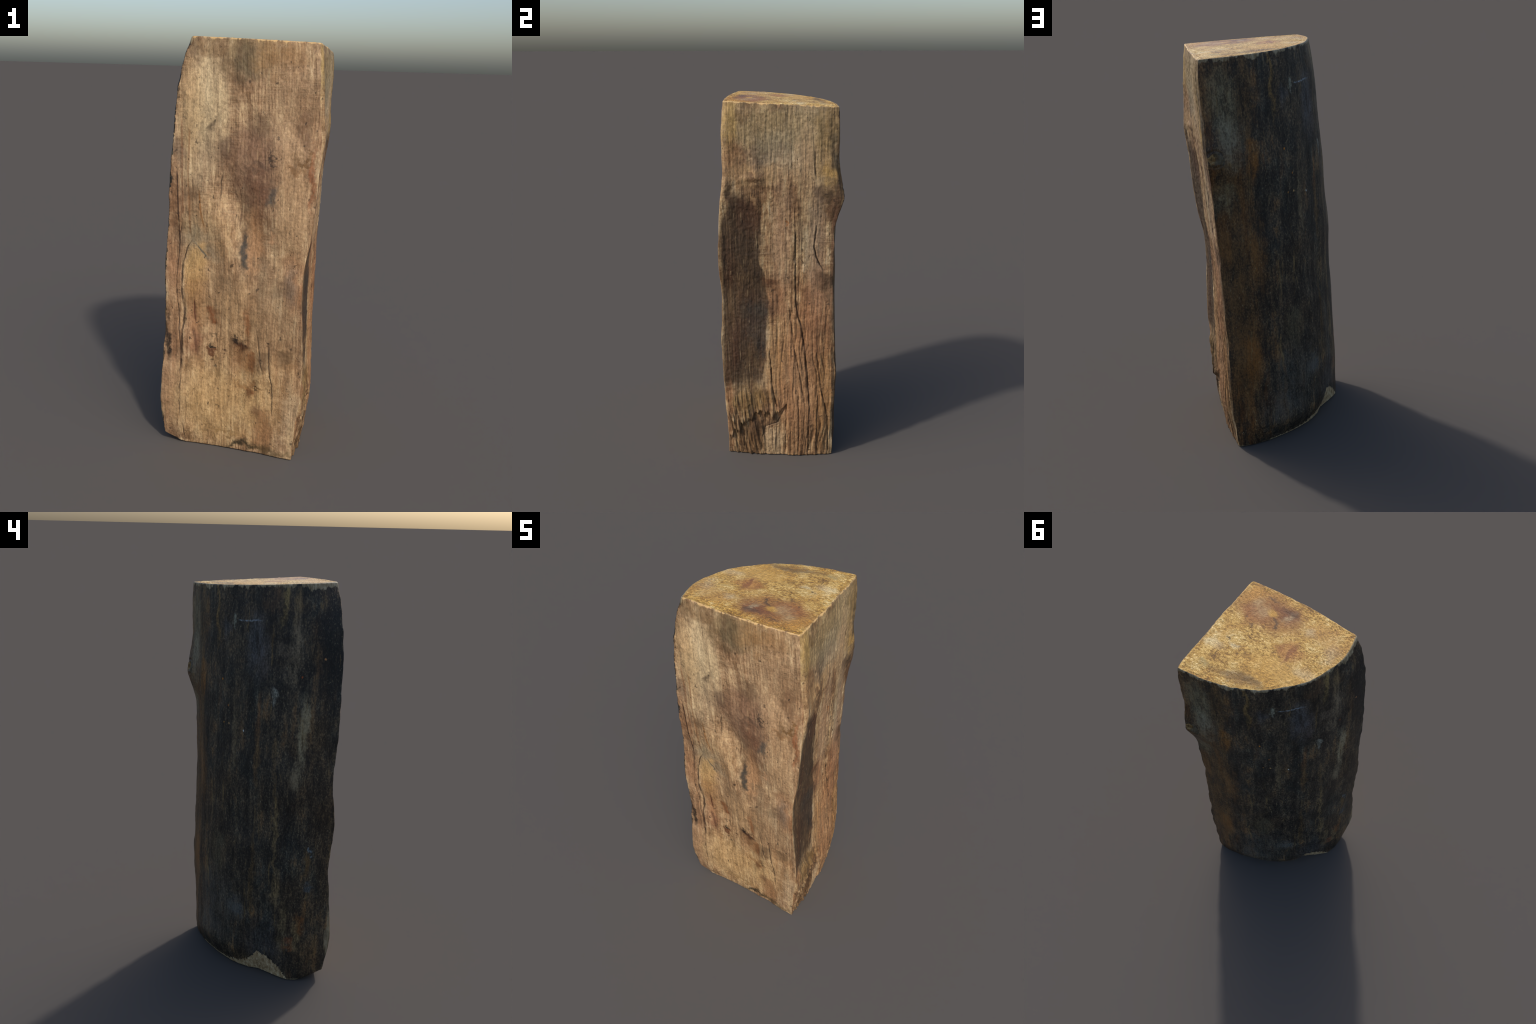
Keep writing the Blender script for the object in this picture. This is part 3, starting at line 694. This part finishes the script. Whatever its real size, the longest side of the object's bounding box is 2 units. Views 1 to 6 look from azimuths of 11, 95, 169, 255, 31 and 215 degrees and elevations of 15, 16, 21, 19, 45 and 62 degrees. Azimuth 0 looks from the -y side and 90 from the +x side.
def bark_skin(name):
    g = Graph(name, .52, .35)
    # q: distance across the bark side from the right edge, along its chord
    q = g.add(g.vmath("DOT_PRODUCT", g.pos, (-.763, -.647, 0)), .424)
    wv = g.vmath("SUBTRACT", g.noise(g.pos, 11, 4, .6, colour=True), (.5, .5, .5))
    s = g.t.nodes.new("ShaderNodeSeparateXYZ"); g.t.links.new(wv, s.inputs[0])
    plane = g.vec(g.add(q, g.mul(s.outputs[0], .08)), g.add(g.z, g.mul(s.outputs[2], .25)), 0.0)
    wob = g.vmath("ADD", g.pos, g.vmath("MULTIPLY", wv, (.03, .03, .1)))
    streak = g.stretched(20, 20, 1.6, 1.3, 5, .68, wob)
    fibre = g.stretched(80, 80, 9, 2.9, 4, .68, wob)
    cloud = g.stretched(6, 6, 3.0, 4.4, 5, .65)
    smudge = g.stretched(13, 13, 6, 10.4, 5, .68)
    grain = g.stretched(150, 150, 90, 6.1, 3, .65)
    t = g.span(g.add(g.mul(streak, .28), g.add(g.mul(fibre, .32), g.add(g.mul(smudge, .35), g.mul(grain, .35)))), .48, .84)
    col = g.ramp(t, [(0, "1F1B17"), (.35, "342E27"), (.65, "4A4134"), (1, "6E5F48")])
    col = g.mix(g.span(cloud, .46, .62, 0, .8), col, g.ramp(t, [(0, "1B1C1A"), (.5, "31332F"), (1, "56574D")]))
    warm = g.span(g.stretched(5, 5, 2.2, 18.4, 4, .62), .46, .64, 0, .7)
    col = g.mix(warm, col, g.ramp(t, [(0, "241D16"), (.5, "453626"), (1, "6E583C")]))
    # brown weathering, strongest near the right edge, in tall streaks
    side = g.span(g.add(q, g.mul(s.outputs[0], .16)), .32, .03)
    br = g.span(g.add(g.add(g.mul(streak, .5), g.mul(smudge, .5)), g.mul(side, .15)), .53, .68)
    brown = g.ramp(t, [(0, "2A1E13"), (.5, "523A22"), (1, "7E5C36")])
    col = g.mix(g.mul(br, .85), col, brown)
    rust = g.span(g.add(g.stretched(16, 16, 2.2, 9.3, 4, .65, wob), g.mul(side, .10)), .60, .74)
    rust = g.mul(rust, g.add(.35, g.mul(side, .65)))
    col = g.mix(g.mul(rust, .7), col, g.ramp(fibre, [(.3, "38210F"), (.7, "80501F")]))
    tex = g.span(g.add(g.mul(fibre, .5), g.add(g.mul(smudge, .35), g.mul(grain, .3))), .44, .66, .16, 1)
    col = g.patches(col, plane, [
        (.05, 1.2, .09, .5, "5E4628", .6, .6), (.07, .55, .05, .35, "624626", .7, .6), (.09, .50, .03, .12, "744A1E", .7, .6),
        (.05, 1.74, .05, .16, "7A7258", .85, .6), (.06, 1.60, .05, .10, "7C7866", .65, .8), (.13, 1.78, .03, .16, "6C5230", .8, .6), (.14, 1.5, .02, .1, "7A5020", .8, .6),
        (.15, 1.05, .03, .2, "6E4A22", .6, .6), (.03, 1.32, .03, .06, "6A6650", .6, .6)], tex)
    col = g.patches(col, plane, [
        (.26, 1.84, .009, .16, "8E7040", .95, .6), (.615, 1.90, .012, .09, "8A7448", .9, .6), (.665, 1.90, .012, .09, "7A6444", .8, .6), (.56, 1.92, .04, .05, "4E3A28", .8, .6),
        (.675, 1.70, .02, .12, "7E705A", .8, .6), (.625, 1.68, .025, .05, "6E6150", .8, .6), (.725, 1.30, .016, .17, "8E8266", .9, .6), (.715, 1.12, .022, .08, "7C6E56", .85, .6),
        (.53, 1.66, .03, .10, "5A4A40", .7, .6), (.53, 1.36, .010, .12, "745436", .8, .6), (.525, 1.16, .014, .12, "6E5434", .8, .6), (.39, 1.25, .009, .2, "70624A", .8, .6),
        (.615, 1.20, .012, .08, "7A6444", .8, .6), (.635, .72, .008, .22, "7E6A48", .85, .6), (.655, .50, .016, .09, "8A7450", .9, .6), (.69, .30, .016, .12, "7E6C4C", .8, .6),
        (.53, .60, .012, .2, "5E4828", .7, .6), (.76, .34, .022, .05, "7E4E24", .9, .6), (.75, .26, .016, .08, "8A7450", .8, .6), (.72, .21, .02, .02, "7E4A24", .8, .6),
        (.78, .66, .010, .08, "6E5430", .8, .6), (.44, .36, .06, .06, "565C5C", .7, .7), (.50, 1.72, .05, .12, "545A60", .6, .7), (.33, 1.77, .03, .05, "464C54", .5, .7),
        (.60, .18, .10, .12, "47494A", .6, .7), (.30, .35, .14, .18, "4A4842", .6, .7), (.22, .20, .10, .10, "4A4A46", .6, .7), (.79, .73, .006, .014, "8E9CA0", .9, .6), (.80, .50, .018, .025, "4C585E", .7, .6),
        (.37, 1.80, .008, .03, "8A8A78", .9, .6), (.592, 1.46, .007, .035, "98988A", .9, .6), (.30, .62, .05, .10, "56503C", .6, .7)], tex)
    # black right-hand shoulder
    col = g.mix(g.mul(g.patch(plane, .83, 1.72, .09, .22, .5), .8), col, "141516")
    # one pale horizontal scratch
    sz = g.add(g.z, g.mul(q, -.06))
    scr = g.mul(g.span(g.math("ABSOLUTE", g.math("SUBTRACT", g.add(sz, g.mul(s.outputs[2], .02)), 1.793)), .0055, .001), g.mul(g.span(q, .39, .41), g.span(q, .54, .46)))
    col = g.mix(g.mul(scr, g.span(grain, .35, .6, .2, .75)), col, "8E9AA2")
    # dust: pale specks and hairline scratches
    v = g.t.nodes.new("ShaderNodeTexVoronoi"); v.inputs["Scale"].default_value = 55; g.put(v.inputs["Vector"], wob)
    sp = g.mul(g.span(v.outputs["Distance"], .14, .05), g.span(g.noise(g.pos, 9, 3), .48, .62))
    col = g.mix(g.mul(sp, .6), col, "8F8A72")
    col = g.mix(g.mul(g.span(grain, .60, .70), g.span(g.noise(g.pos, 5, 3), .40, .62, .15, .75)), col, "6E6650")
    drip = g.mul(g.span(g.stretched(48, 48, 1.9, 14.8, 4, .6, wob), .60, .70), g.span(smudge, .36, .56, .15, 1))
    col = g.mix(g.mul(drip, .8), col, g.ramp(fibre, [(.3, "4E3A22"), (.7, "8A744C")]))
    dash = g.span(g.stretched(120, 120, 11, 8.8, 3, .6, wob), .63, .72)
    col = g.mix(g.mul(dash, .55), col, "7C6C4E")
    plane3 = g.vec(g.add(q, g.mul(s.outputs[0], .02)), g.add(g.z, g.mul(s.outputs[1], .02)), 0.0)
    for u, z, c in ((.309, 1.53, "C07A24"), (.35, 1.41, "A87038"), (.356, 1.32, "C09860"), (.322, 1.32, "B08040"), (.447, 1.30, "C8CCC8"), (.781, 1.66, "A8784A"), (.702, 1.58, "A8582A")):
        col = g.mix(g.patch(plane3, u, z, .0035, .005, .6), col, c)
    col = g.modulate(col, g.add(g.mul(grain, .5), g.add(g.mul(fibre, .2), g.mul(smudge, .45))), .42, .74, .62, 1.42)
    # bare wood showing where the bark side is bruised: along the top rim and the left edge
    rimz = g.add(g.z, g.add(g.mul(g.x, .0325), g.mul(g.y, .0455)))       # height below the sawn end
    rag = g.add(rimz, g.add(g.mul(g.math("SUBTRACT", g.stretched(16, 16, 5, 12.5, 4, .65), .5), .12), g.mul(g.math("SUBTRACT", g.stretched(60, 60, 20, 3.5, 3, .65), .5), .03)))
    rag = g.add(rag, g.span(q, .66, .86, 0, .034))
    bare = g.span(rag, 1.963, 1.971)
    foot_z = g.add(g.z, g.mul(g.math("SUBTRACT", g.stretched(18, 18, 6, 15.5, 4, .65), .5), .06))
    bare = g.math("MAXIMUM", bare, g.span(foot_z, .012, .003))
    edge = g.add(q, g.mul(g.math("SUBTRACT", g.stretched(20, 20, 6, 5.5, 4, .65), .5), .05))
    edge = g.add(edge, g.span(g.z, 1.2, 2.0, 0, .055))
    bare = g.math("MAXIMUM", bare, g.mul(g.span(edge, .872, .884), .8))
    col = g.mix(g.mul(bare, .85), col, g.ramp(fibre, [(.3, "6A583A"), (.5, "98886A"), (.7, "BDB296")]))
    g.bump(g.add(g.mul(fibre, .25), g.add(g.mul(grain, .6), g.mul(v.outputs["Distance"], .15))), .45, .005)
    return g.done(col)


def knot_wood(name):
    g = Graph(name, .65, .3)
    d = g.vmath("MULTIPLY", g.vmath("SUBTRACT", g.pos, (.318, .335, 1.53)), (1, .5, 1))
    w = g.mul(g.math("SUBTRACT", g.noise(g.pos, 34, 5, .65), .5), .034)
    r_ = g.add(g.vmath("LENGTH", d, None), w)
    t = g.noise(g.pos, 70, 4, .65)
    col = g.ramp(t, [(.3, "4A3418"), (.5, "7A5A30"), (.7, "A08A60")])
    col = g.mix(g.mul(g.span(g.math("SINE", g.mul(r_, 330.0)), -.1, .9), .55), col, "21170E")
    col = g.mix(g.span(r_, .020, .030, 0, .8), col, g.ramp(t, [(.3, "2C2A24"), (.7, "625D4C")]))
    g.bump(t, .5, .006)
    return g.done(col)


def bruised_wood(name):
    g = Graph(name, .7, .3)
    t = g.stretched(60, 60, 30, 2.2, 5, .65)
    col = g.ramp(t, [(.3, "84694A"), (.5, "B89E78"), (.7, "DCC8A4")])
    crack = g.math("ABSOLUTE", g.math("SUBTRACT", g.stretched(26, 26, 14, 9.1, 3, .55), .5))
    col = g.mix(g.mul(g.span(crack, .022, .005), .55), col, "6E4E28")
    g.bump(t, .6, .006)
    return g.done(col)


FRONT_STOPS = [(0, "664A33"), (.28, "886849"), (.52, "A08161"), (.75, "B49771"), (1, "CBB38F")]
RIGHT_STOPS = [(0, "4E3825"), (.28, "77593C"), (.52, "967653"), (.75, "AC9068"), (1, "C6AF8C")]
foot_mat = end_wood("sawn_foot", False)
MATS = {
    BARK: bark_skin("dark_bark"),
    FRONT: split_wood("pale_split_wood", "x", 1.0, FRONT_STOPS, front_features, FRONT_CRACKS, (.7, .85, .8, .7, .6, .75, .7), .97, 1.0),
    RIGHT: split_wood("brown_split_wood", "y", 27.0, RIGHT_STOPS, right_features, RIGHT_CRACKS,
                      (.75, .65, .65, .6, .6, .4, .5, .35, .4, .5), .92, 1.0),
    TOP: end_wood("sawn_end_wood", True), FOOT: foot_mat,
    KNOT: knot_wood("knot_wood"), CHIP: bruised_wood("bruised_wood"),
}


root = bpy.data.objects.new("split_log", None)
root["label"] = "quarter-split firewood log standing upright with dark bark side"
root["category"] = "firewood log"
bpy.context.scene.collection.objects.link(root)


def part(name, region):
    q = quads[kq == region]
    t = np.concatenate([t for t, k in tips if k == region] or [np.zeros((0, 3), int)])
    used = np.unique(np.concatenate([q.ravel(), t.ravel()]))
    remap = np.full(len(V), -1); remap[used] = np.arange(len(used))
    me = make_mesh(name, V[used], remap[q], remap[t])
    me.normals_split_custom_set_from_vertices(VN[used].tolist())
    ob = bpy.data.objects.new(name, me)
    ob.parent = root
    bpy.context.scene.collection.objects.link(ob)
    me.materials.append(MATS[region])
    return ob


part("bark", BARK)
part("split_face", FRONT)
part("split_face", RIGHT)
part("end_grain", TOP)
part("end_grain", FOOT)
part("knot", KNOT)
part("bare_patch", CHIP)
